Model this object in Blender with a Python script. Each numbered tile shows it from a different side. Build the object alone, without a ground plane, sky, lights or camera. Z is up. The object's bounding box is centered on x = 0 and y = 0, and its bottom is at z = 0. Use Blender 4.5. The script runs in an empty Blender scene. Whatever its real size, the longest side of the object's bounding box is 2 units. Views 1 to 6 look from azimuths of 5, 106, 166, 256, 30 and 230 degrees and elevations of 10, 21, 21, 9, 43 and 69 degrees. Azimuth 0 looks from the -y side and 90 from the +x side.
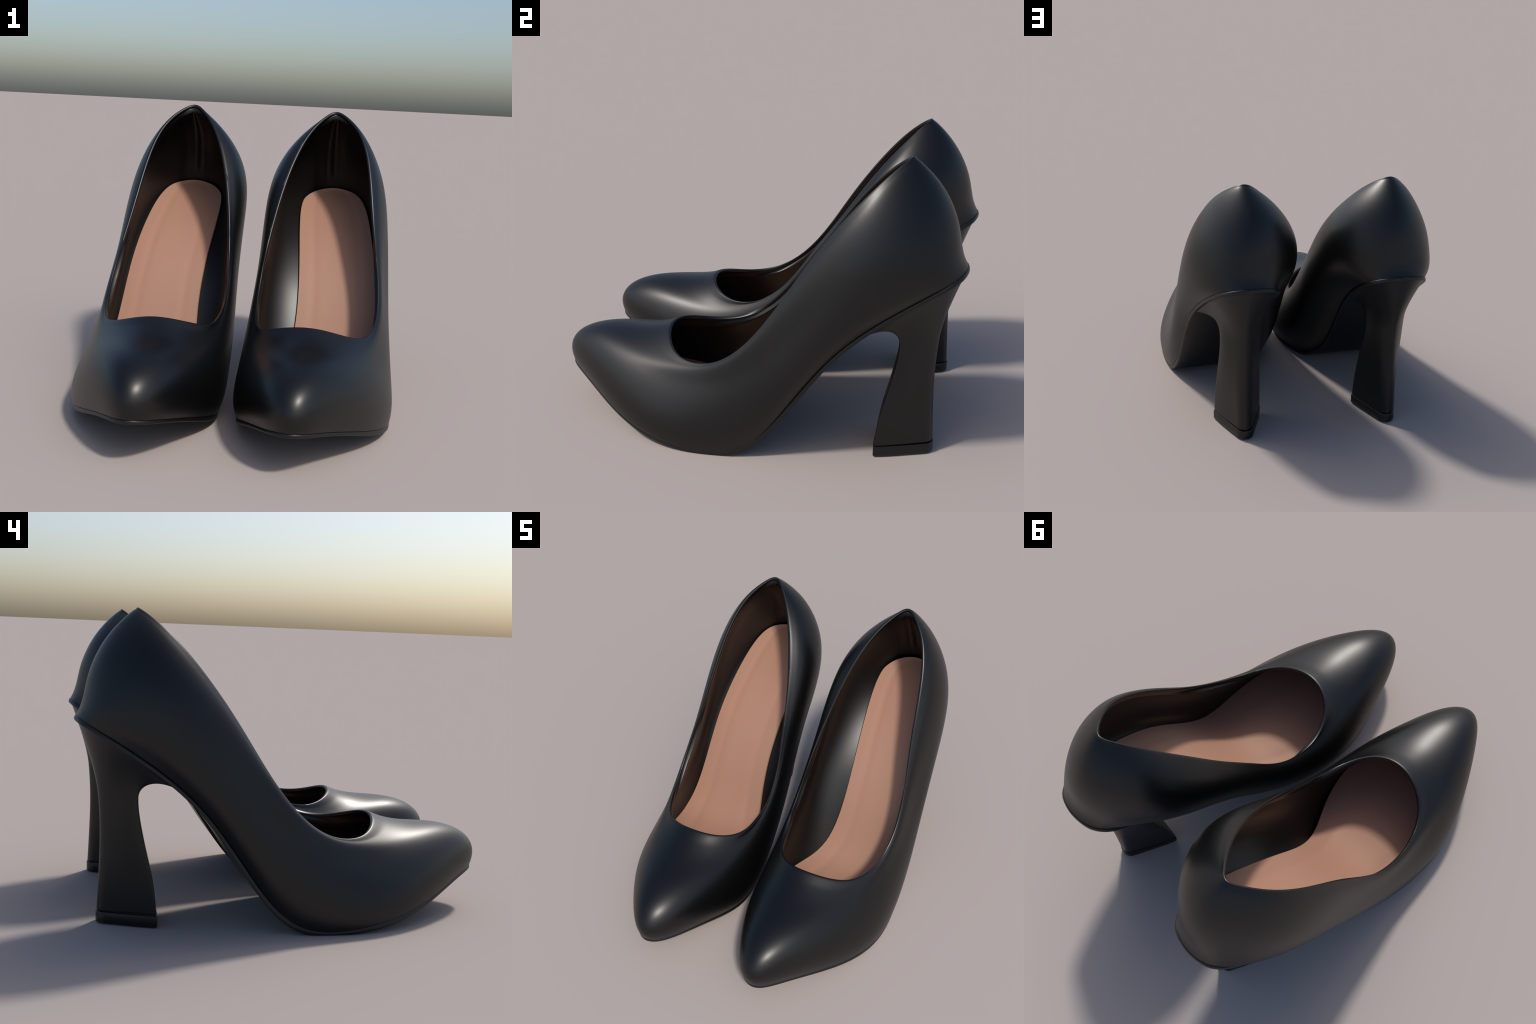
"""A pair of black pointed-toe pumps with flared block heels.

One shoe (the one at x > 0) is described below; the other is its mirror image
in x = 0.  The upper is a skin lofted through 18 profile curves that run from
the seam with the sole (first point) up to the edge of the foot opening (last
point), ordered toe -> outer side -> heel -> inner side -> toe.
"""
import bpy
import math
import numpy as np

# --------------------------------------------------------------------------
# spline helpers
# --------------------------------------------------------------------------


def periodic_weights(n, us):
    """Interpolation matrix of a closed cubic spline with knots 0..n-1."""
    a = np.zeros((n, n))
    b = np.zeros((n, n))
    for i in range(n):
        for k, wa, wb in ((-1, 1, 6), (0, 4, -12), (1, 1, 6)):
            a[i, (i + k) % n] += wa
            b[i, (i + k) % n] += wb
    m = np.linalg.solve(a, b)
    w = np.zeros((len(us), n))
    for k, u in enumerate(us):
        i = int(math.floor(u)) % n
        t = u - math.floor(u)
        j = (i + 1) % n
        w[k, i] += 1 - t
        w[k, j] += t
        w[k] += ((1 - t) ** 3 - (1 - t)) / 6 * m[i] + (t ** 3 - t) / 6 * m[j]
    return w


def open_weights(x, us):
    """Interpolation matrix of an open cubic spline with knots x."""
    n = len(x)
    h = np.diff(x)
    a = np.eye(n)
    b = np.zeros((n, n))
    for i in range(1, n - 1):
        a[i, i - 1], a[i, i], a[i, i + 1] = h[i - 1], 2 * (h[i - 1] + h[i]), h[i]
        b[i, i - 1], b[i, i], b[i, i + 1] = 6 / h[i - 1], -6 / h[i - 1] - 6 / h[i], 6 / h[i]
    a[0, 1] = -1
    a[-1, -2] = -1
    m = np.linalg.solve(a, b)
    w = np.zeros((len(us), n))
    for k, u in enumerate(us):
        i = min(max(int(np.searchsorted(x, u, side='right')) - 1, 0), n - 2)
        t = (u - x[i]) / h[i]
        w[k, i] += 1 - t
        w[k, i + 1] += t
        w[k] += h[i] ** 2 * (((1 - t) ** 3 - (1 - t)) / 6 * m[i] + (t ** 3 - t) / 6 * m[i + 1])
    return w


def curve(xs, ys, q):
    return open_weights(np.array(xs, float), np.atleast_1d(q)) @ np.array(ys, float)


def smooth(a, b, x):
    t = np.clip((x - a) / (b - a), 0, 1)
    return t * t * (3 - 2 * t)


def unit(v):
    return v / (np.linalg.norm(v, axis=-1, keepdims=True) + 1e-12)


# --------------------------------------------------------------------------
# the upper: profile curves at 18 stations round the shoe
# --------------------------------------------------------------------------
PROFILE_KNOTS = np.array([0, .1, .3, .55, .8, 1.])
STATIONS = [
    # toe tip
    [(0.338, -0.986, 0.205), (0.338, -0.996, 0.265), (0.343, -0.939, 0.359), (0.353, -0.779, 0.416), (0.360, -0.581, 0.433), (0.356, -0.417, 0.474)],
    # toe, outer
    [(0.472, -0.847, 0.173), (0.477, -0.857, 0.234), (0.477, -0.813, 0.333), (0.481, -0.680, 0.391), (0.492, -0.514, 0.410), (0.496, -0.373, 0.440)],
    # vamp, outer
    [(0.639, -0.597, 0.098), (0.638, -0.606, 0.162), (0.618, -0.581, 0.269), (0.596, -0.488, 0.344), (0.593, -0.373, 0.382), (0.592, -0.269, 0.410)],
    # ball, outer
    [(0.733, -0.309, 0.035), (0.737, -0.316, 0.104), (0.707, -0.303, 0.225), (0.667, -0.245, 0.328), (0.653, -0.179, 0.398), (0.644, -0.109, 0.439)],
    # ball back, outer
    [(0.716, 0.002, 0.035), (0.738, -0.009, 0.114), (0.733, -0.016, 0.259), (0.700, -0.000, 0.396), (0.678, 0.013, 0.499), (0.657, 0.047, 0.554)],
    # waist front, outer
    [(0.680, 0.231, 0.251), (0.716, 0.224, 0.319), (0.723, 0.214, 0.445), (0.696, 0.206, 0.575), (0.668, 0.179, 0.680), (0.637, 0.182, 0.730)],
    # waist back, outer
    [(0.658, 0.459, 0.558), (0.696, 0.450, 0.606), (0.713, 0.432, 0.701), (0.694, 0.399, 0.808), (0.655, 0.334, 0.896), (0.610, 0.308, 0.929)],
    # quarter, outer
    [(0.618, 0.727, 0.780), (0.657, 0.708, 0.821), (0.681, 0.667, 0.910), (0.675, 0.600, 1.019), (0.634, 0.502, 1.104), (0.584, 0.451, 1.129)],
    # counter, outer
    [(0.541, 0.936, 0.908), (0.563, 0.907, 0.950), (0.576, 0.855, 1.051), (0.578, 0.768, 1.181), (0.558, 0.657, 1.277), (0.526, 0.603, 1.303)],
    # heel back
    [(0.378, 0.989, 0.937), (0.384, 0.967, 0.987), (0.383, 0.939, 1.110), (0.384, 0.867, 1.269), (0.395, 0.775, 1.381), (0.391, 0.741, 1.410)],
    # counter, inner
    [(0.243, 0.904, 0.889), (0.222, 0.882, 0.934), (0.187, 0.842, 1.042), (0.178, 0.763, 1.185), (0.220, 0.660, 1.279), (0.268, 0.610, 1.300)],
    # quarter, inner
    [(0.224, 0.665, 0.733), (0.164, 0.659, 0.777), (0.090, 0.641, 0.881), (0.072, 0.592, 1.017), (0.119, 0.510, 1.107), (0.187, 0.467, 1.131)],
    # waist back, inner
    [(0.250, 0.377, 0.457), (0.173, 0.388, 0.514), (0.085, 0.398, 0.637), (0.053, 0.390, 0.788), (0.084, 0.351, 0.897), (0.136, 0.335, 0.946)],
    # waist front, inner
    [(0.221, 0.144, 0.134), (0.153, 0.157, 0.211), (0.071, 0.177, 0.366), (0.048, 0.193, 0.543), (0.068, 0.188, 0.678), (0.102, 0.198, 0.756)],
    # ball back, inner
    [(0.107, -0.111, 0.016), (0.065, -0.102, 0.089), (0.031, -0.078, 0.231), (0.038, -0.033, 0.382), (0.060, 0.008, 0.491), (0.082, 0.055, 0.560)],
    # ball, inner
    [(0.044, -0.420, 0.050), (0.028, -0.415, 0.110), (0.036, -0.381, 0.224), (0.062, -0.297, 0.328), (0.078, -0.200, 0.391), (0.083, -0.111, 0.441)],
    # vamp, inner
    [(0.119, -0.698, 0.128), (0.107, -0.701, 0.184), (0.110, -0.663, 0.281), (0.127, -0.545, 0.351), (0.130, -0.399, 0.381), (0.121, -0.274, 0.420)],
    # toe, inner
    [(0.221, -0.920, 0.190), (0.213, -0.928, 0.248), (0.213, -0.877, 0.342), (0.224, -0.727, 0.400), (0.226, -0.541, 0.416), (0.217, -0.386, 0.456)],
]
HEEL = 9                     # station of the back seam
LEATHER = 0.015              # thickness of the upper at its edge
PADDING = 0.020              # extra thickness of the lined wall below the edge


def upper_surface(nu, nv):
    c = np.array(STATIONS)
    n = len(c)
    us = np.arange(nu) * n / nu
    vs = np.linspace(0, 1, nv)
    wp = periodic_weights(n, us)
    w_ = open_weights(np.arange(n + 1.), (us - HEEL) % n)
    wo = np.zeros((nu, n))
    for k in range(n + 1):
        wo[:, (HEEL + k) % n] += w_[:, k]
    wv = open_weights(PROFILE_KNOTS, vs)
    crease = smooth(.35, 1., vs)[None, :, None]           # back seam sharpens upward
    p = np.einsum('ai,ijc,bj->abc', wp, c, wv)
    q = np.einsum('ai,ijc,bj->abc', wo, c, wv)
    s = p * (1 - crease) + q * crease
    # the point at the top of the back seam is turned over a small radius
    near = np.exp(-(((us - HEEL + n / 2) % n - n / 2) / .45) ** 2)[:, None, None] * crease
    s = s + near * np.array([0, .002, .004])
    for _ in range(10):
        s = s + near * .5 * ((np.roll(s, 1, 0) + np.roll(s, -1, 0)) / 2 - s)
    return s, us, vs


def grid_normals(s):
    du = np.roll(s, -1, 0) - np.roll(s, 1, 0)
    dv = np.gradient(s, axis=1)
    n = unit(np.cross(du, dv))
    return n


# --------------------------------------------------------------------------
# mesh helpers
# --------------------------------------------------------------------------
MATERIALS = {}


class Builder:
    """Builds one shoe; side = +1 is the shoe at x > 0, -1 its mirror image."""

    def __init__(self, side, root):
        self.side = side
        self.root = root
        self.base = np.array(root.location)

    def mesh(self, name, verts, faces, material, parent=None, sharp=35):
        v = np.array(verts, float).copy()
        v[:, 0] *= self.side
        v -= self.base
        faces = [f if self.side > 0 else f[::-1] for f in faces]
        me = bpy.data.meshes.new(name)
        me.from_pydata(v.tolist(), [], [list(map(int, f)) for f in faces])
        me.validate()
        me.polygons.foreach_set('use_smooth', [True] * len(me.polygons))
        me.set_sharp_from_angle(angle=math.radians(sharp))
        me.materials.append(MATERIALS[material])
        me.update()
        ob = bpy.data.objects.new(name, me)
        bpy.context.scene.collection.objects.link(ob)
        ob.parent = parent or self.root
        return ob


def ring_faces(rows, n, closed=True, flip=False):
    """Quads between successive rings of n vertices."""
    f = []
    for r in range(rows - 1):
        for i in range(n if closed else n - 1):
            j = (i + 1) % n
            q = (r * n + i, r * n + j, (r + 1) * n + j, (r + 1) * n + i)
            f.append(q[::-1] if flip else q)
    return f


# --------------------------------------------------------------------------
# seam outline, unrolled along the side profile so that insole, sole and heel
# seat can be offset from it
# --------------------------------------------------------------------------


class Outline:
    def __init__(self, seam, rows=90):
        k0 = int(np.argmin(seam[:, 1]))
        seam = np.roll(seam, -k0, 0)
        k1 = int(np.argmax(seam[:, 1]))
        outer = seam[:k1 + 1]
        inner = np.vstack([seam[k1:], seam[:1]])[::-1]
        y0, y1 = seam[0, 1], seam[k1, 1]
        yy = np.linspace(y0, y1, 400)
        zo = np.interp(yy, outer[:, 1], outer[:, 2])
        zi = np.interp(yy, inner[:, 1], inner[:, 2])
        self.py, self.pz = yy, self.blur((zo + zi) / 2)
        self.ps = np.concatenate([[0], np.cumsum(np.hypot(np.diff(yy), np.diff(self.pz)))])
        s_end = self.ps[-1]
        th = np.linspace(0, math.pi, rows)
        self.s = s_end * (1 - np.cos(th)) / 2
        ys = np.interp(self.s, self.ps, self.py)
        self.rows = rows
        o = np.stack([np.interp(ys, outer[:, 1], outer[:, k]) for k in range(3)], 1)
        i = np.stack([np.interp(ys, inner[:, 1], inner[:, k]) for k in range(3)], 1)
        ring = np.vstack([o, i[-2:0:-1]])                 # closed ring
        rs = np.concatenate([self.s, self.s[-2:0:-1]])
        self.flat = np.stack([ring[:, 0], rs], 1)          # (x, s)
        self.lift = ring[:, 2] - np.interp(rs, self.ps, self.pz)
        self.n = len(ring)

    @staticmethod
    def blur(z):
        k = np.ones(9) / 9
        return np.convolve(np.pad(z, 4, mode='edge'), k, 'valid')

    def frame(self, s):
        """point of the profile at arc length s and its upward normal (y, z)"""
        y = np.interp(s, self.ps, self.py)
        z = np.interp(s, self.ps, self.pz)
        ty = np.interp(s, self.ps, np.gradient(self.py, self.ps))
        tz = np.interp(s, self.ps, np.gradient(self.pz, self.ps))
        l = np.hypot(ty, tz)
        return y, z, -tz / l, ty / l

    def ring(self, outset, rise, reshape=None):
        """closed 3D ring, pushed outwards in the sole plane and along its normal"""
        f = self.flat
        t = unit(np.roll(f, -1, 0) - np.roll(f, 1, 0))
        nrm = np.stack([t[:, 1], -t[:, 0]], 1)
        for _ in range(3):
            nrm = unit(nrm + .5 * (np.roll(nrm, 1, 0) + np.roll(nrm, -1, 0)))
        g = f + nrm * np.reshape(outset, (-1, 1))
        if reshape:
            g = reshape(g)
        s = g[:, 1]
        sc = np.clip(s, 0, self.ps[-1])
        y, z, ny, nz = self.frame(sc)
        ty, tz = nz, -ny
        e = s - sc
        rise = np.broadcast_to(rise, s.shape)
        return np.stack([g[:, 0], y + e * ty + rise * ny, z + self.lift + e * tz + rise * nz], 1)

    def fill(self, ring, cols):
        """grid of rows across the ring: verts, faces (normal along +rise)"""
        r, n = self.rows, self.n
        v, f = [], []
        t = np.linspace(0, 1, cols)
        for k in range(r):
            a, b = ring[k], ring[(n - k) % n]
            for q in t:
                v.append(a * (1 - q) + b * q)
        for k in range(r - 1):
            for c in range(cols - 1):
                i = k * cols + c
                f.append((i, i + 1, i + cols + 1, i + cols))
        return np.array(v), f


# --------------------------------------------------------------------------
# materials
# --------------------------------------------------------------------------


def new_material(name):
    m = bpy.data.materials.new(name)
    m.use_nodes = True
    nt = m.node_tree
    return m, nt, nt.nodes['Principled BSDF']


def leather(name, base, tint, rough, spec, grain):
    m, nt, p = new_material(name)
    tc = nt.nodes.new('ShaderNodeTexCoord')
    n1 = nt.nodes.new('ShaderNodeTexNoise')
    n1.inputs['Scale'].default_value = 3.0
    n1.inputs['Detail'].default_value = 3
    nt.links.new(tc.outputs['Object'], n1.inputs['Vector'])
    ramp = nt.nodes.new('ShaderNodeValToRGB')
    ramp.color_ramp.elements[0].position = .3
    ramp.color_ramp.elements[0].color = (*base, 1)
    ramp.color_ramp.elements[1].position = .7
    ramp.color_ramp.elements[1].color = (*tint, 1)
    nt.links.new(n1.outputs['Fac'], ramp.inputs['Fac'])
    nt.links.new(ramp.outputs['Color'], p.inputs['Base Color'])
    r = nt.nodes.new('ShaderNodeMapRange')
    r.inputs['To Min'].default_value = rough - .015
    r.inputs['To Max'].default_value = rough + .015
    nt.links.new(n1.outputs['Fac'], r.inputs['Value'])
    nt.links.new(r.outputs['Result'], p.inputs['Roughness'])
    p.inputs['Specular IOR Level'].default_value = spec
    if grain:
        n2 = nt.nodes.new('ShaderNodeTexVoronoi')
        n2.inputs['Scale'].default_value = 160
        nt.links.new(tc.outputs['Object'], n2.inputs['Vector'])
        b = nt.nodes.new('ShaderNodeBump')
        b.inputs['Strength'].default_value = grain
        b.inputs['Distance'].default_value = .001
        nt.links.new(n2.outputs['Distance'], b.inputs['Height'])
        nt.links.new(b.outputs['Normal'], p.inputs['Normal'])
    MATERIALS[name] = m


def insole_leather():
    m, nt, p = new_material('insole_leather')
    tc = nt.nodes.new('ShaderNodeTexCoord')
    mp = nt.nodes.new('ShaderNodeMapping')
    mp.inputs['Scale'].default_value = (5.5, 1.6, 1.6)
    nt.links.new(tc.outputs['Object'], mp.inputs['Vector'])
    n1 = nt.nodes.new('ShaderNodeTexNoise')
    n1.inputs['Scale'].default_value = 1.3
    n1.inputs['Detail'].default_value = 2
    nt.links.new(mp.outputs['Vector'], n1.inputs['Vector'])
    ramp = nt.nodes.new('ShaderNodeValToRGB')
    ramp.color_ramp.elements[0].position = .35
    ramp.color_ramp.elements[0].color = (.344, .192, .131, 1)
    ramp.color_ramp.elements[1].position = .65
    ramp.color_ramp.elements[1].color = (.352, .185, .127, 1)
    nt.links.new(n1.outputs['Fac'], ramp.inputs['Fac'])
    nt.links.new(ramp.outputs['Color'], p.inputs['Base Color'])
    p.inputs['Roughness'].default_value = .6
    p.inputs['Specular IOR Level'].default_value = .3
    MATERIALS['insole_leather'] = m


leather('upper_leather', (.0008, .0008, .0009), (.0012, .0012, .0012), .38, .5, 0)
leather('lining_leather', (.0030, .0022, .0018), (.0042, .0030, .0025), .40, .5, 0)
leather('sole_rubber', (.0012, .0012, .0012), (.0018, .0017, .0016), .42, .5, 0)
leather('heel_leather', (.0010, .0010, .0010), (.0015, .0015, .0014), .40, .5, 0)
leather('heel_tip_rubber', (.0010, .0010, .0010), (.0014, .0014, .0014), .42, .5, 0)
insole_leather()


# --------------------------------------------------------------------------
# parts
# --------------------------------------------------------------------------


def wall(v):
    """thickness of upper plus lining from the sole seam (0) to the edge (1)"""
    return LEATHER + .005 * smooth(.9, 1., v) + PADDING * (1 - smooth(.86, .99, v))


def build_upper(b):
    nu, nv = 288, 61
    s, us, vs = upper_surface(nu, nv)
    nrm = grid_normals(s)
    # orient the normals outwards
    if np.sum(nrm[:, nv // 2] * (s[:, nv // 2] - s[:, nv // 2].mean(0))) < 0:
        nrm = -nrm
    flare = .0035 * smooth(.91, 1., vs)
    s = s + nrm * flare[None, :, None]
    rows = [s[:, j] for j in range(nv)]
    # rolled edge of the opening: half circle from outer to inner face
    n1 = nrm[:, -1]
    tan = unit(s[:, -1] - s[:, -3])
    r = (LEATHER + .005) / 2
    rows[-1] = s[:, -1] - tan * .006
    centre = rows[-1] - n1 * r
    for a in np.linspace(0, math.pi, 9)[1:]:
        rows.append(centre + r * (math.cos(a) * n1 + math.sin(a) * tan * 1.1))
    skin = wall(vs)
    inner = lambda j: s[:, j] - nrm[:, j] * skin[j]
    for j in range(nv - 2, nv - 7, -1):
        rows.append(inner(j))
    v = np.vstack(rows)
    b.mesh('upper', v, ring_faces(len(rows), nu), 'upper_leather')
    # lining, overlapping the turned edge, with narrow raised streaks down the heel back
    lay = []
    du = (us - HEEL + 9) % 18 - 9
    for j in range(nv - 4, -1, -1):
        fade = smooth(.12, .25, vs[j]) * (1 - smooth(.86, .97, vs[j]))
        ridge = .009 * np.exp(-(du / .06) ** 2) + .003 * np.exp(-((np.abs(du) - .26) / .12) ** 2)
        lay.append(s[:, j] - nrm[:, j] * (wall(vs[j]) - .001 + ridge * fade)[:, None])
    b.mesh('lining', np.vstack(lay), ring_faces(len(lay), nu), 'lining_leather')
    return s[:, 0]


def build_insole(b, ol):
    cols = 41
    y = np.interp(ol.flat[:, 1], ol.ps, ol.py)
    inset = -.010
    rise = curve([-1.0, -.5, -.05, .2, .43, .66, .9, 1.0],
                 [.048, .062, .071, .049, .047, .053, .060, .060], y)
    s0, s1 = np.interp([.73, .952], ol.py, ol.ps)
    s_end = ol.ps[-1] + inset

    def round_seat(g):
        """heel end of the insole: a rounded tongue, short of the back wall"""
        g = g.copy()
        back = g[:, 1] > s0
        u = np.clip((g[back, 1] - s0) / (s_end - s0), 0, 1)
        g[back, 1] = s0 + u * (s1 - s0)
        w = .200 * np.clip(1 - u ** 2.2, 0, 1) ** (1 / 2.2)
        g[back, 0] = .412 + np.clip(g[back, 0] - .412, -w, w)
        return g

    ring = ol.ring(inset, rise, round_seat)
    v, f = ol.fill(ring, cols)
    # shallow moulded channel following the rim, soft raised middle
    q = np.tile(np.linspace(0, 1, cols), ol.rows)
    edge = np.minimum(q, 1 - q)
    dz = -.0036 * np.exp(-((edge - .20) / .055) ** 2)
    # the seat is dished under the heel of the foot
    dish = smooth(.5, .8, v[:, 1]) * (1 - (2 * q - 1) ** 2)
    v[:, 2] += dz - .013 * dish
    nv = len(v)
    # turned-down rim
    rings = [ring, ol.ring(inset + .0025, rise - .003, round_seat), ol.ring(inset + .0025, rise - .016, round_seat)]
    verts = np.vstack([v] + rings)
    n = ol.n
    faces = [x for x in f]
    for r in range(2):
        for i in range(n):
            j = (i + 1) % n
            faces.append((nv + r * n + i, nv + (r + 1) * n + i, nv + (r + 1) * n + j, nv + r * n + j))
    b.mesh('insole', verts, faces, 'insole_leather', sharp=60)


def sole_thickness(y):
    return curve([-1.0, -.75, -.4, -.2, 0, .12, .4, 1.0], [.019, .018, .027, .024, .027, .024, .020, .022], y)


def build_sole(b, ol):
    y = np.interp(ol.flat[:, 1], ol.ps, ol.py)
    th = sole_thickness(y)
    lip = -.001 + .003 * smooth(0, .3, y) + .002 * smooth(.6, .97, y)
    prof = [(-.03, .012), (-.012, .004), (-.003, -.001)]
    rings = [ol.ring(o, np.full(ol.n, h)) for o, h in prof]
    for a in np.linspace(80, -80, 9):
        c, sn = math.cos(math.radians(a)), math.sin(math.radians(a))
        rings.append(ol.ring(lip - .005 + c ** .45 * .005, -.0015 - (th - .0015) * (.5 - .5 * sn)))
    rings.append(ol.ring(lip - .012, -th))
    for r in rings:
        r[:, 2] = np.maximum(r[:, 2], 0)
    v, f = ol.fill(rings[-1], 17)
    v[:, 2] = np.maximum(v[:, 2], 0)
    n = ol.n
    verts = np.vstack(rings + [v])
    faces = ring_faces(len(rings), n, flip=True)
    off = len(rings) * n
    faces += [tuple(off + i for i in q[::-1]) for q in f]
    b.mesh('sole', verts, faces, 'sole_rubber', sharp=50)


HEEL_X = .412
#            height  front y  back y  front half  back half  back rounding
HEEL_LEVELS = [(.055, .636, .893, .133, .038, .020),
               (.140, .645, .889, .131, .039, .021),
               (.240, .662, .885, .127, .040, .023),
               (.360, .690, .882, .120, .041, .026),
               (.450, .709, .883, .114, .042, .028),
               (.530, .722, .887, .111, .044, .030),
               (.580, .725, .891, .112, .048, .033)]
SEAT_FRONT = .565


def heel_section(yf, yb, wf, wb, rb, n_side, n_front, z):
    """rounded triangle: outer front corner -> back -> inner front corner -> front"""
    k = int(n_side * .60)
    slope = (wb - wf) / (yb - rb - yf)
    y1 = yb - 1.7 * rb                                   # where the round begins
    x1 = wf + slope * (y1 - yf)
    xc = x1 + slope * (yb - y1)                          # side line meets back line
    line = [(wf + (x1 - wf) * t, yf + (y1 - yf) * t) for t in np.linspace(0, 1, k, endpoint=False)]
    p0, p3 = np.array([x1, y1]), np.array([0, yb])
    p1 = p0 * .45 + np.array([xc, yb]) * .55
    p2 = p3 * .25 + np.array([xc, yb]) * .75
    arc = [tuple((1 - t) ** 3 * p0 + 3 * t * (1 - t) ** 2 * p1 + 3 * t * t * (1 - t) * p2 + t ** 3 * p3)
           for t in np.linspace(0, 1, n_side - k)]
    half = np.array(line + arc)
    # eased front corner: short round between the side and the breast
    r = .008
    c0 = np.array([wf, yf])
    c1 = c0 + r * unit(np.array([slope, 1.]))
    c2 = np.array([wf - r, yf])
    m = 7
    tt = np.linspace(0, 1, m)[:, None]
    corner = (1 - tt) ** 2 * c2 + 2 * tt * (1 - tt) * (c0 * .9 + .1 * (c1 + c2) / 2) + tt ** 2 * c1
    lead = c1 + (p0 - c1) * np.linspace(0, 1, k - m + 2)[1:-1, None]
    half = np.vstack([corner, lead, half[k:]])
    # sides swell gently towards the neck of the heel
    t = np.clip((half[:, 1] - yf) / (yb - yf), 0, 1)
    half[:, 0] += (.004 + .012 * smooth(.2, .58, z)) * 6.75 * t * (1 - t) ** 2
    other = half[-2::-1] * np.array([-1, 1])
    fx = np.linspace(-wf + r, wf - r, n_front + 2)[1:-1]
    front = np.stack([fx, yf - .008 * (1 - (fx / (wf - r)) ** 2)], 1)     # breast is slightly convex
    p = np.vstack([half, other, front])
    return np.stack([p[:, 0] + HEEL_X, p[:, 1], np.full(len(p), z)], 1)


def build_heel(b, ol):
    n_side, n_front = 40, 24
    lv = np.array(HEEL_LEVELS)
    zs = np.concatenate([[.053, .0585, .0600, .0625], np.linspace(.070, .58, 40)])
    rings = []
    for z in zs:
        yf, yb, wf, wb, rb = [float(curve(lv[:, 0], lv[:, k], max(z, .055))[0]) for k in range(1, 6)]
        shrink = .006 if z < .059 else (.0015 if z < .061 else 0)
        rings.append(heel_section(yf + shrink, yb - shrink, wf - shrink, wb - shrink, rb, n_side, n_front, z))
    col = rings[-1]
    below = rings[-4]
    # seat: rim of the sole's underside from SEAT_FRONT round the back
    y = np.interp(ol.flat[:, 1], ol.ps, ol.py)
    th = sole_thickness(y)
    rim = ol.ring(-.012 * np.ones(ol.n), -th + .003)
    idx = np.arange(ol.n)
    arc = rim[idx[(rim[:, 1] > SEAT_FRONT)]]
    d = np.concatenate([[0], np.cumsum(np.linalg.norm(np.diff(arc, axis=0), axis=1))])
    mid = d[np.argmax(arc[:, 1])]
    back_x = np.abs(arc[:, 0] - HEEL_X) + 10 * (arc[:, 1] < .9)
    mid = d[int(np.argmin(back_x))]
    # spacing along the seat follows the spacing along the column
    cd = np.linalg.norm(np.diff(col[:n_side], axis=0), axis=1)
    ct = np.concatenate([[0], np.cumsum(cd)]) / cd.sum()
    ct = .5 * ct + .5 * np.linspace(0, 1, n_side)
    q = np.concatenate([mid * ct, d[-1] - (d[-1] - mid) * ct[-2::-1]])
    side = np.stack([np.interp(q, d, arc[:, k]) for k in range(3)], 1)
    t = (np.arange(n_front) + 1) / (n_front + 1)
    front = side[-1] * (1 - t[:, None]) + side[0] * t[:, None]
    seat = np.vstack([side, front])
    up = unit(col - below)
    # how much a point of the outline belongs to the breast (front) of the heel
    f = smooth(.80, .60, 0 * col[:, 1] + np.concatenate([
        .9 - .3 * (1 - ct), (.9 - .3 * (1 - ct))[-2::-1], np.full(n_front, .6)]))
    # the breast is hollowed across its width where it runs into the sole
    hollow = np.concatenate([np.zeros(2 * n_side - 1), np.sin(math.pi * t)])
    for k in np.linspace(0, 1, 31)[1:]:
        p1 = col + up * (.10 - .03 * f)[:, None]
        horiz = col - seat
        horiz[:, 2] = 0
        p2 = seat + (.38 * (1 - f))[:, None] * (col + up * .1 - seat) + f[:, None] * (
            horiz * .55 + np.array([0, 0, 1.]) * (.028 + .02 * hollow)[:, None])
        a = 1 - k
        rings.append(a ** 3 * col + 3 * a * a * k * p1 + 3 * a * k * k * p2 + k ** 3 * seat)
    n = len(col)
    verts = np.vstack(rings)
    faces = ring_faces(len(rings), n)
    faces.append(tuple(range(n))[::-1])
    heel = b.mesh('heel', verts, faces, 'heel_leather', sharp=32)
    # rubber tip, a little proud of the heel
    yf, yb, wf, wb, rb = HEEL_LEVELS[0][1:]
    tip = []
    for z, g in ((0, -.004), (.004, .002), (.007, .0035), (.050, .0035), (.0535, .002), (.0545, -.004)):
        tip.append(heel_section(yf - g, yb + g, wf + g, wb + g, rb, n_side, n_front, z))
    faces = ring_faces(len(tip), n)
    faces.append(tuple(range(n))[::-1])
    faces.append(tuple((len(tip) - 1) * n + i for i in range(n)))
    b.mesh('heel_tip', np.vstack(tip), faces, 'heel_tip_rubber', parent=heel, sharp=32)


for side in (1, -1):
    root = bpy.data.objects.new('high_heel_shoe', None)
    bpy.context.scene.collection.objects.link(root)
    root.location = (.39 * side, 0, 0)
    root.empty_display_size = .2
    root['label'] = 'glossy black pointed-toe pump with tan insole and flared heel'
    root['category'] = 'shoe'
    b = Builder(side, root)
    seam = build_upper(b)
    ol = Outline(seam)
    build_insole(b, ol)
    build_sole(b, ol)
    build_heel(b, ol)
